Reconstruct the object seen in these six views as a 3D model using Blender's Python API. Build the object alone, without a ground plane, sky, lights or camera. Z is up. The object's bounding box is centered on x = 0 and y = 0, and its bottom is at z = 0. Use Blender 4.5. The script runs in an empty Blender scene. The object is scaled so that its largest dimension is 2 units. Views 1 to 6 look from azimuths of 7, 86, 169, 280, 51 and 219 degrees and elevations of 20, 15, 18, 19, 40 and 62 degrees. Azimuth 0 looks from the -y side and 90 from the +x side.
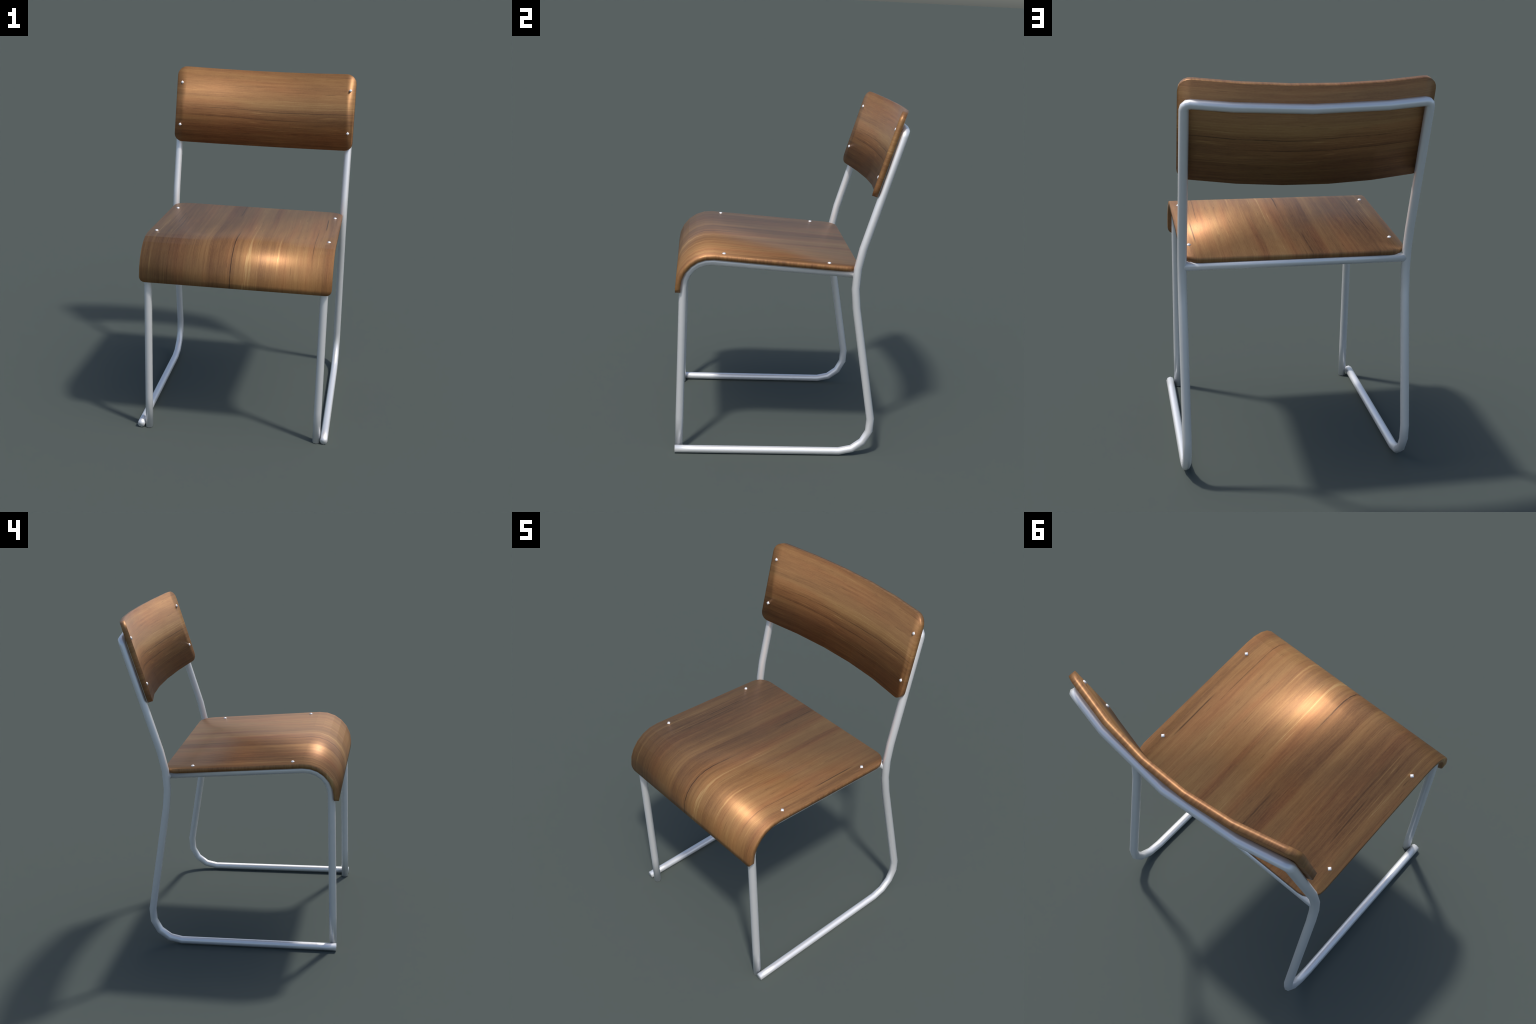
import bpy, bmesh, math
from mathutils import Vector, Matrix

# ---------------------------------------------------------------- dimensions
TUBE_R = 0.0226          # radius of every steel tube
TUBE_SIDES = 8
BACK_X = 0.5525          # centre line of the outer (back) frame
FRONT_X = 0.507          # centre line of the front legs and seat rails

SEAT_HALF = 0.5495        # seat board
SEAT_Z0, SEAT_SLOPE = 1.154, -0.0615      # top face: z = Z0 + SLOPE * y
SEAT_REAR_Y = 0.3715
SEAT_REAR_R, SEAT_LIP_R = 0.085, 0.030
SEAT_T = 0.027
LIP_CY, LIP_R, LIP_END_Z = -0.449, 0.199, 0.951

BACK_HALF = 0.575        # backrest board
BACK_BOT = Vector((0, 0.484, 1.5155))     # bottom / top of the front face, centre line
BACK_TOP = Vector((0, 0.6135, 1.982))
BACK_BOW = 0.278         # bow = BACK_BOW * x^2, forward at the ends
BACK_T = 0.030
BACK_R_TOP, BACK_R_BOT = 0.060, 0.048

U = (BACK_TOP - BACK_BOT).normalized()            # up along the backrest
N = Vector((0, U.z, -U.y))                        # backwards out of it
BACK_LEN = (BACK_TOP - BACK_BOT).length


# ---------------------------------------------------------------- helpers
def link(ob, parent):
    bpy.context.scene.collection.objects.link(ob)
    ob.parent = parent
    return ob


def empty(name):
    ob = bpy.data.objects.new(name, None)
    ob.empty_display_size = 0.2
    bpy.context.scene.collection.objects.link(ob)
    return ob


def mesh_object(name, verts, faces, mat, parent):
    me = bpy.data.meshes.new(name)
    me.from_pydata([tuple(v) for v in verts], [], faces)
    bm = bmesh.new()
    bm.from_mesh(me)
    bmesh.ops.recalc_face_normals(bm, faces=bm.faces)
    bm.to_mesh(me)
    bm.free()
    me.polygons.foreach_set("use_smooth", [True] * len(me.polygons))
    me.materials.append(mat)
    me.update()
    return link(bpy.data.objects.new(name, me), parent)


def fillet(corners):
    """corners: (point, radius, segments); returns a path with rounded bends and,
    for every corner, the index range of its bend in the path."""
    pts, spans = [], []
    for i, (p, r, seg) in enumerate(corners):
        p = Vector(p)
        if not r:
            spans.append((len(pts), len(pts)))
            pts.append(p)
            continue
        a = (Vector(corners[i - 1][0]) - p).normalized()
        b = (Vector(corners[i + 1][0]) - p).normalized()
        turn = math.pi - a.angle(b)
        t = r * math.tan(turn / 2)
        centre = p + (a + b).normalized() * (r / math.cos(turn / 2))
        start = p + a * t - centre
        axis = start.cross(p + b * t - centre).normalized()
        s = len(pts)
        for k in range(seg + 1):
            pts.append(centre + Matrix.Rotation(turn * k / seg, 3, axis) @ start)
        spans.append((s, len(pts) - 1))
    return pts, spans


def tube_rings(path, r=TUBE_R, sides=TUBE_SIDES, first_side=Vector((1, 0, 0))):
    rings, side = [], first_side
    for i, p in enumerate(path):
        d0 = (p - path[i - 1]).normalized() if i else None
        d1 = (path[i + 1] - p).normalized() if i + 1 < len(path) else None
        d = ((d0 or d1) + (d1 or d0)).normalized()
        side = (side - d * side.dot(d)).normalized()
        other = d.cross(side)
        stretch, inner = 1.0, None
        if d0 and d1:
            half = d0.angle(d1) / 2
            stretch = 1 / math.cos(half)
            if half > 1e-4:
                inner = (d1 - d0).normalized()
        ring = []
        for k in range(sides):
            a = math.tau * k / sides
            off = (side * math.cos(a) + other * math.sin(a)) * r
            if inner:
                off += inner * off.dot(inner) * (stretch - 1)
            ring.append(p + off)
        rings.append(ring)
    return rings


def tube_parts(path, parts, mat, parent, **kw):
    """Sweep one continuous tube and cut it at rings into named parts that share
    their border rings and the whole tube's vertex normals."""
    rings = tube_rings(path, **kw)
    sides = len(rings[0])
    verts = [v for ring in rings for v in ring]
    quads = []
    for i in range(len(rings) - 1):
        for k in range(sides):
            a, b = i * sides + k, i * sides + (k + 1) % sides
            quads.append((i, (a, b, b + sides, a + sides)))
    last = (len(rings) - 1) * sides
    caps = [(0, tuple(range(sides))[::-1]), (len(rings) - 2, tuple(range(last, last + sides)))]
    every = quads + caps
    whole = bpy.data.meshes.new("tube_whole")
    whole.from_pydata([tuple(v) for v in verts], [], [f for _, f in every])
    # make sure faces look outwards
    c = sum((verts[j] for j in every[0][1]), Vector()) / 4
    flip = whole.polygons[0].normal.dot(c - (path[0] + path[1]) / 2) < 0
    if flip:
        whole.flip_normals()
    whole.update()
    normals = [v.normal.copy() for v in whole.vertices]
    for name, lo, hi in parts:
        used, faces = {}, []
        for seg, f in every:
            if lo <= seg < hi:
                f = f[::-1] if flip else f
                faces.append([used.setdefault(j, len(used)) for j in f])
        order = sorted(used, key=used.get)
        me = bpy.data.meshes.new(name)
        me.from_pydata([tuple(verts[j]) for j in order], [], faces)
        me.polygons.foreach_set("use_smooth", [True] * len(me.polygons))
        me.update()
        me.normals_split_custom_set_from_vertices([normals[j] for j in order])
        me.materials.append(mat)
        link(bpy.data.objects.new(name, me), parent)
    bpy.data.meshes.remove(whole)


# ---------------------------------------------------------------- materials
class Nodes:
    def __init__(self, name):
        self.mat = bpy.data.materials.new(name)
        self.mat.use_nodes = True
        self.t = self.mat.node_tree
        self.bsdf = self.t.nodes["Principled BSDF"]

    def new(self, kind, **props):
        n = self.t.nodes.new(kind)
        for k, v in props.items():
            setattr(n, k, v)
        return n

    def put(self, socket, value):
        if isinstance(value, bpy.types.NodeSocket):
            self.t.links.new(value, socket)
        else:
            socket.default_value = value

    def math(self, op, a, b=0.0, c=0.0, clamp=False):
        n = self.new("ShaderNodeMath", operation=op, use_clamp=clamp)
        for s, v in zip(n.inputs, (a, b, c)):
            self.put(s, v)
        return n.outputs[0]

    def dot(self, vec, axis, base=0.0):
        n = self.new("ShaderNodeVectorMath", operation="DOT_PRODUCT")
        self.put(n.inputs[0], vec)
        n.inputs[1].default_value = axis
        return self.math("ADD", n.outputs["Value"], base)

    def noise(self, vec, scale, detail=3.0, rough=0.55, offset=(0, 0, 0)):
        m = self.new("ShaderNodeMapping")
        self.put(m.inputs["Vector"], vec)
        m.inputs["Scale"].default_value = scale
        m.inputs["Location"].default_value = offset
        n = self.new("ShaderNodeTexNoise")
        self.put(n.inputs["Vector"], m.outputs[0])
        n.inputs["Scale"].default_value = 1.0
        n.inputs["Detail"].default_value = detail
        n.inputs["Roughness"].default_value = rough
        return n.outputs[0]

    def smooth(self, value, lo, hi):
        n = self.new("ShaderNodeMapRange", interpolation_type="SMOOTHSTEP")
        self.put(n.inputs["Value"], value)
        n.inputs["From Min"].default_value = lo
        n.inputs["From Max"].default_value = hi
        return n.outputs[0]

    def ramp(self, fac, stops):
        n = self.new("ShaderNodeValToRGB")
        self.put(n.inputs[0], fac)
        e = n.color_ramp.elements
        while len(e) < len(stops):
            e.new(0.5)
        for el, (pos, col) in zip(e, stops):
            el.position = pos
            el.color = (*col, 1) if isinstance(col, tuple) else (col, col, col, 1)
        return n.outputs[0]

    def mix(self, fac, a, b, blend="MIX"):
        n = self.new("ShaderNodeMix", data_type="RGBA", blend_type=blend)
        self.put(n.inputs[0], fac)
        for s, v in ((n.inputs[6], a), (n.inputs[7], b)):
            self.put(s, v if isinstance(v, bpy.types.NodeSocket) else (*v, 1))
        return n.outputs[2]


WOOD_METAL, WOOD_ROUGH = 0.42, 0.46
STEEL_METAL, STEEL_ROUGH, STEEL_COL = 0.5, 0.4, (0.86, 0.86, 0.86)


def wood_material(name, across_axis, across_base, width, along_axis, depth_axis, bands, cracks, seed):
    """Veneer: broad bands across the board, streaks, fibres, pores and a few dark
    splits, all running along the grain."""
    w = Nodes(name)
    co = w.new("ShaderNodeTexCoord").outputs["Object"]
    across = w.dot(co, across_axis, across_base)
    along = w.dot(co, along_axis)
    depth = w.dot(co, depth_axis)
    comb = w.new("ShaderNodeCombineXYZ")
    for s, v in zip(comb.inputs, (across, along, depth)):
        w.put(s, v)
    vec = comb.outputs[0]
    off = (seed * 3.1, seed * 1.7, seed * 0.9)
    # wandering grain
    slow = w.noise(vec, (3.0, 0.9, 0.9), 1.0, 0.5, off)
    wob = w.noise(vec, (14.0, 3.0, 3.0), 1.0, 0.5, off)
    warp = w.math("ADD", w.math("MULTIPLY", w.math("SUBTRACT", slow, 0.5), 0.034),
                  w.math("MULTIPLY", w.math("SUBTRACT", wob, 0.5), 0.006))
    a = w.math("ADD", across, warp)
    comb2 = w.new("ShaderNodeCombineXYZ")
    for s, v in zip(comb2.inputs, (a, along, depth)):
        w.put(s, v)
    vec = comb2.outputs[0]
    tone = w.ramp(w.math("DIVIDE", a, width), bands)
    patch = w.noise(vec, (9.0, 2.6, 2.6), 2.0, 0.5, off)
    streak = w.noise(vec, (60.0, 1.1, 1.1), 6.0, 0.70, off)
    fibre = w.noise(vec, (330.0, 14.0, 14.0), 2.0, 0.6, off)
    speck = w.noise(vec, (260.0, 90.0, 90.0), 2.0, 0.6, off)
    v = w.math("ADD", w.math("MULTIPLY_ADD", tone, 0.78, 0.11), w.math("MULTIPLY", w.math("SUBTRACT", patch, 0.5), 0.30))
    v = w.math("ADD", v, w.math("MULTIPLY", w.math("SUBTRACT", streak, 0.5), 0.95))
    v = w.math("ADD", v, w.math("MULTIPLY", w.math("SUBTRACT", fibre, 0.5), 0.45))
    v = w.math("ADD", v, w.math("MULTIPLY", w.math("SUBTRACT", speck, 0.5), 0.25))
    # on the long edges the plies are cut across: short streaks through the thickness
    geo = w.new("ShaderNodeNewGeometry").outputs["True Normal"]
    edge = w.smooth(w.math("ABSOLUTE", w.dot(geo, across_axis)), 0.80, 0.95)
    cut = w.noise(vec, (4.0, 75.0, 6.0), 4.0, 0.65, off)
    v = w.math("ADD", v, w.math("MULTIPLY", w.math("MULTIPLY", w.math("SUBTRACT", cut, 0.5), 0.9), edge))
    # thin pale lines
    line = w.noise(vec, (44.0, 0.45, 0.45), 1.0, 0.5, (off[0] + 7, off[1], off[2]))
    thin = w.math("SUBTRACT", 1.0, w.smooth(w.math("ABSOLUTE", w.math("SUBTRACT", line, 0.54)), 0.002, 0.011))
    where = w.smooth(w.noise(vec, (7.0, 1.0, 1.0), 2.0, 0.5, (off[0] + 3, off[1], off[2])), 0.48, 0.60)
    v = w.math("ADD", v, w.math("MULTIPLY", w.math("MULTIPLY", thin, where), 0.32), clamp=True)
    col = w.ramp(v, [(0.0, (0.130, 0.056, 0.023)), (0.28, (0.235, 0.110, 0.043)),
                     (0.55, (0.336, 0.168, 0.062)), (0.80, (0.408, 0.220, 0.081)),
                     (1.0, (0.490, 0.305, 0.122))])
    # reddish / olive drift
    hue = w.noise(vec, (11.0, 1.2, 1.2), 2.0, 0.5, (off[0] + 11, off[1], off[2]))
    col = w.mix(w.smooth(hue, 0.45, 0.70), col, w.mix(1.0, col, (1.05, 0.94, 0.93), "MULTIPLY"))
    # pores: short dark dashes
    pore = w.smooth(w.noise(vec, (190.0, 9.0, 9.0), 1.0, 0.5, (off[0] + 5, off[1], off[2])), 0.70, 0.80)
    dark = w.math("MULTIPLY", pore, 0.45)
    # named dark splits: (position across, half width, start, end along, strength)
    for pos, half, lo, hi, k in cracks:
        d = w.math("ABSOLUTE", w.math("SUBTRACT", a, pos))
        on = w.math("SUBTRACT", 1.0, w.smooth(d, half * 0.3, half))
        soft = 0.25 * (hi - lo)
        span = w.math("MULTIPLY", w.smooth(along, lo, lo + soft),
                      w.math("SUBTRACT", 1.0, w.smooth(along, hi - soft, hi)))
        ragged = w.smooth(w.noise(vec, (120.0, 14.0, 14.0), 2.0, 0.6, off), 0.22, 0.48)
        dark = w.math("MAXIMUM", dark, w.math("MULTIPLY", w.math("MULTIPLY", on, span), w.math("MULTIPLY", ragged, k)))
    col = w.mix(dark, col, (0.035, 0.016, 0.010))
    w.put(w.bsdf.inputs["Base Color"], col)
    w.bsdf.inputs["Metallic"].default_value = WOOD_METAL
    w.put(w.bsdf.inputs["Roughness"], w.math("ADD", WOOD_ROUGH - 0.03, w.math("MULTIPLY", fibre, 0.06)))
    return w.mat


def steel_material(name, colour, metal, rough):
    w = Nodes(name)
    co = w.new("ShaderNodeTexCoord").outputs["Object"]
    n = w.noise(co, (30, 30, 30), 3.0)
    w.put(w.bsdf.inputs["Base Color"], w.ramp(n, [(0.3, tuple(c * 0.985 for c in colour)), (0.7, colour)]))
    w.bsdf.inputs["Metallic"].default_value = metal
    w.bsdf.inputs["Roughness"].default_value = rough
    return w.mat


def bands(pairs, start, width):
    return [((x - start) / width, v) for x, v in pairs]


seat_wood = wood_material(
    "seat_veneer", (1, 0, 0), SEAT_HALF, 2 * SEAT_HALF, (0, 1, 0), (0, 0, 1),
    bands([(-.553, .50), (-.50, .46), (-.45, .28), (-.37, .30), (-.29, .42), (-.20, .50), (-.172, .56),
           (-.150, .22), (-.090, .28), (-.060, .46), (-.02, .40), (.020, .56), (.055, .76), (.095, .66),
           (.150, .40), (.20, .60), (.34, .66), (.44, .60), (.480, .52), (.497, .30), (.553, .44)],
          -SEAT_HALF, 2 * SEAT_HALF),
    [(SEAT_HALF - .025, .0045, -1.0, -.22, .8), (SEAT_HALF + .470, .005, -.15, .20, .7),
     (SEAT_HALF - .425, .005, -.20, .14, .55), (SEAT_HALF - .395, .004, -.30, .05, .4),
     (SEAT_HALF + .432, .003, -.66, -.10, .5), (SEAT_HALF - .085, .006, .05, .42, .5)], 1.0)

back_wood = wood_material(
    "backrest_veneer", tuple(U), -U.dot(BACK_BOT), BACK_LEN, (1, 0, 0), tuple(N),
    [(0.0, .30), (.06, .24), (.13, .30), (.22, .36), (.30, .48), (.34, .52), (.36, .30), (.42, .36),
     (.46, .40), (.50, .58), (.56, .74), (.62, .56), (.70, .60), (.76, .50), (.82, .56), (.92, .56), (.965, .50),
     (.985, .25), (1.0, .32)],
    [(BACK_LEN * .455, .003, -.1, .62, .6), (BACK_LEN * .355, .003, -.60, .30, .5),
     (BACK_LEN * .47, .003, -.45, .05, .45)], 4.0)

steel = steel_material("painted_steel", STEEL_COL, STEEL_METAL, STEEL_ROUGH)
bolt_steel = steel_material("bolt_steel", (0.95, 0.95, 0.95), 0.35, 0.35)

# ---------------------------------------------------------------- the chair
chair = empty("chair")
chair["label"] = "school chair with bent plywood seat and white tubular steel frame"
chair["category"] = "chair"

# --- outer frame: skid, rear leg, backrest upright and top bar, one bent tube
frame = empty("back_frame")
frame.parent = chair


def leg_y(z):
    return 0.495 - 0.193 * (z - 0.2275)


def upright_y(z):
    return 0.3777 + 0.275 * (z - 1.2365)


knee_z = (0.495 + 0.193 * 0.2275 - 0.3777 + 0.275 * 1.2365) / (0.193 + 0.275)
BAR_MID = Vector((0, 0.6275, 1.873))
BAR_BOW = 0.2315


def bar_point(x):
    return Vector((x, BAR_MID.y, BAR_MID.z)) - N * (BAR_BOW * x * x)


half = [((BACK_X, -0.627, TUBE_R), 0, 0),
        ((BACK_X, -0.510, TUBE_R), 0, 0),
        ((BACK_X, leg_y(TUBE_R), TUBE_R), 0.174, 4),
        ((BACK_X, leg_y(knee_z), knee_z), 0.76, 3),
        (tuple(bar_point(BACK_X)), 0.029, 3),
        (tuple(bar_point(0.345)), 0, 0)]
mirror = [((-p[0], p[1], p[2]), r, s) for p, r, s in reversed(half)]
path, spans = fillet(half + [(tuple(bar_point(0)), 0, 0)] + mirror)
end = len(path) - 1
skid_end, knee_end = spans[2][1], spans[3][1]
tube_parts(path, [("skid", 0, skid_end), ("rear_leg", skid_end, knee_end),
                  ("backrest_frame", knee_end, end - knee_end),
                  ("rear_leg", end - knee_end, end - skid_end), ("skid", end - skid_end, end)],
           steel, frame)

# --- front legs that bend back into the seat rails, and the rear cross bar
front = empty("front_frame")
front.parent = chair
RAIL_Z0 = 1.1064                     # rails bed 3 mm into the board
CROSS_Y = 0.355
LEG_Y = -0.6045


def rail_z(y):
    return RAIL_Z0 + SEAT_SLOPE * y


for s in (1, -1):
    path, spans = fillet([((s * FRONT_X, LEG_Y, 0.0), 0, 0),
                          ((s * FRONT_X, LEG_Y, 0.20), 0, 0),
                          ((s * FRONT_X, LEG_Y, rail_z(LEG_Y)), 0.151, 6),
                          ((s * FRONT_X, CROSS_Y, rail_z(CROSS_Y)), 0, 0)])
    cut = spans[2][0]
    tube_parts(path, [("front_leg", 0, cut), ("seat_rail", cut, len(path) - 1)], steel, front)
tube_parts([Vector((-0.546, CROSS_Y, rail_z(CROSS_Y))), Vector((0.546, CROSS_Y, rail_z(CROSS_Y)))],
           [("cross_bar", 0, 1)], steel, front, first_side=Vector((0, 0, 1)))


# --- boards: an outline of columns / rows with rounded corners, given thickness
def board(name, rows, caps, place, mat):
    """rows: list of (left, right) outline points in board space between the two
    caps; caps: outline arcs closing either end; place(p, depth) -> world."""
    outline, index = [], {}

    def idx(p):
        key = (round(p[0], 5), round(p[1], 5))
        if key not in index:
            index[key] = len(outline)
            outline.append(p)
        return index[key]

    faces = []
    for (l0, r0), (l1, r1) in zip(rows, rows[1:]):
        faces.append([idx(l0), idx(r0), idx(r1), idx(l1)])
    for cap in caps:
        faces.append([idx(p) for p in cap])
    n = len(outline)
    verts = [place(p, 0.0) for p in outline] + [place(p, 1.0) for p in outline]
    count = {}
    for f in faces:
        for a, b in zip(f, f[1:] + f[:1]):
            count.setdefault(frozenset((a, b)), []).append((a, b))
    sides = [(e[0][1], e[0][0], e[0][0] + n, e[0][1] + n) for e in count.values() if len(e) == 1]
    back = [[i + n for i in reversed(f)] for f in faces]
    return mesh_object(name, verts, faces + sides + back, mat, chair)


def arc(cx, cy, r, a0, a1, seg):
    return [(cx + r * math.cos(math.radians(a0 + (a1 - a0) * k / seg)),
             cy + r * math.sin(math.radians(a0 + (a1 - a0) * k / seg))) for k in range(seg + 1)]


# seat: board space is (x, s), s = distance along the top face from the rear edge
tilt = math.atan(-SEAT_SLOPE)
bend_y = LIP_CY + LIP_R * math.sin(tilt)
LIP_CZ = SEAT_Z0 + SEAT_SLOPE * bend_y - LIP_R * math.cos(tilt)
flat_len = (SEAT_REAR_Y - bend_y) / math.cos(tilt)
arc_len = LIP_R * (math.pi / 2 + tilt)
seat_len = flat_len + arc_len + (LIP_CZ - LIP_END_Z)


def seat_place(p, depth):
    x, s = p
    if s <= flat_len:
        y = SEAT_REAR_Y - s * math.cos(tilt)
        pt, nrm = Vector((x, y, SEAT_Z0 + SEAT_SLOPE * y)), Vector((0, math.sin(tilt), math.cos(tilt)))
    elif s <= flat_len + arc_len:
        a = (s - flat_len) / LIP_R - tilt
        nrm = Vector((0, -math.sin(a), math.cos(a)))
        pt = Vector((x, LIP_CY, LIP_CZ)) + nrm * LIP_R
    else:
        nrm = Vector((0, -1, 0))
        pt = Vector((x, LIP_CY - LIP_R, LIP_CZ - (s - flat_len - arc_len)))
    return pt - nrm * (SEAT_T * depth)


H, R1, R2 = SEAT_HALF, SEAT_REAR_R, SEAT_LIP_R
row_s = [flat_len + arc_len * k / 6 for k in range(7)]
row_s[-1] = min(row_s[-1], seat_len - R2)
rows = [((-H, s), (H, s)) for s in row_s]
# the flat is one wide panel; each rear corner is a fan that opens from the bend
right = arc(H - R1, R1, R1, 0, -90, 5)
left = [(-x, s) for x, s in right]
rear_cap = [(H, flat_len), right[-1], (-H, flat_len)]
fans = [[right[-1], left[-1], (-H, flat_len)]]
for side, at in ((right, (H, flat_len)), (left, (-H, flat_len))):
    for p, q in zip(side, side[1:]):
        fans.append([at, p, q] if side is right else [at, q, p])
r2 = seat_len - row_s[-1]
lip_cap = arc(-H + r2, seat_len - r2, r2, 180, 90, 4) + arc(H - r2, seat_len - r2, r2, 90, 0, 4)
seat = board("seat", rows, [rear_cap, lip_cap] + fans, seat_place, seat_wood)


# backrest: board space is (x, t), t = distance up the front face
def back_place(p, depth):
    x, t = p
    slope = BACK_BOW * x
    nrm = (N + Vector((slope, 0, 0))).normalized()
    return BACK_BOT + Vector((x, 0, 0)) + U * t - N * (BACK_BOW * x * x) + nrm * (BACK_T * depth)


H, L, RT, RB = BACK_HALF, BACK_LEN, BACK_R_TOP, BACK_R_BOT
cols = [-0.312, -0.104, 0.104, 0.312]
lo_x, hi_x = H - RB, H - RT
rows = [((x, 0), (x, L)) for x in cols]
rows = [((-lo_x, 0), (-hi_x, L))] + rows + [((lo_x, 0), (hi_x, L))]
right = arc(lo_x, RB, RB, -90, 0, 5) + arc(hi_x, L - RT, RT, 0, 90, 5)
left = [(-x, y) for x, y in reversed(right)]
backrest = board("backrest", rows, [right, left], back_place, back_wood)


# --- bolt heads: small four-sided domes, corners fore-and-aft
def bolt_mesh():
    me = bpy.data.meshes.new("bolt")
    rings = [(0.0110, -0.004), (0.0110, 0.002), (0.0072, 0.0068)]
    verts, faces = [], []
    for r, z in rings:
        verts += [(r * math.cos(math.tau * k / 4), r * math.sin(math.tau * k / 4), z) for k in range(4)]
    for i in range(len(rings) - 1):
        for k in range(4):
            a, b = 4 * i + k, 4 * i + (k + 1) % 4
            faces.append((a, b, b + 4, a + 4))
    faces += [(3, 2, 1, 0), (8, 9, 10, 11)]
    me.from_pydata(verts, [], faces)
    me.polygons.foreach_set("use_smooth", [True] * len(faces))
    me.materials.append(bolt_steel)
    me.update()
    return me


bolt = bolt_mesh()


def add_bolt(parent, at, normal):
    ob = bpy.data.objects.new("bolt", bolt)
    z = normal.normalized()
    x = Vector((1, 0, 0))
    x = (x - z * x.dot(z)).normalized()
    ob.matrix_world = Matrix.Translation(at) @ Matrix((x, z.cross(x), z)).transposed().to_4x4()
    link(ob, parent)


for s in (1, -1):
    for y in (-0.384, 0.203):
        add_bolt(seat, Vector((s * FRONT_X, y, SEAT_Z0 + SEAT_SLOPE * y)), Vector((0, -SEAT_SLOPE, 1)))
    for z in (1.6419, 1.9035):
        x = s * 0.545
        t = (z - BACK_BOT.z - 0.27 * BACK_BOW * x * x) / U.z
        add_bolt(backrest, back_place((x, t), 0.0), -(N + Vector((0.5 * BACK_BOW * x, 0, 0))))
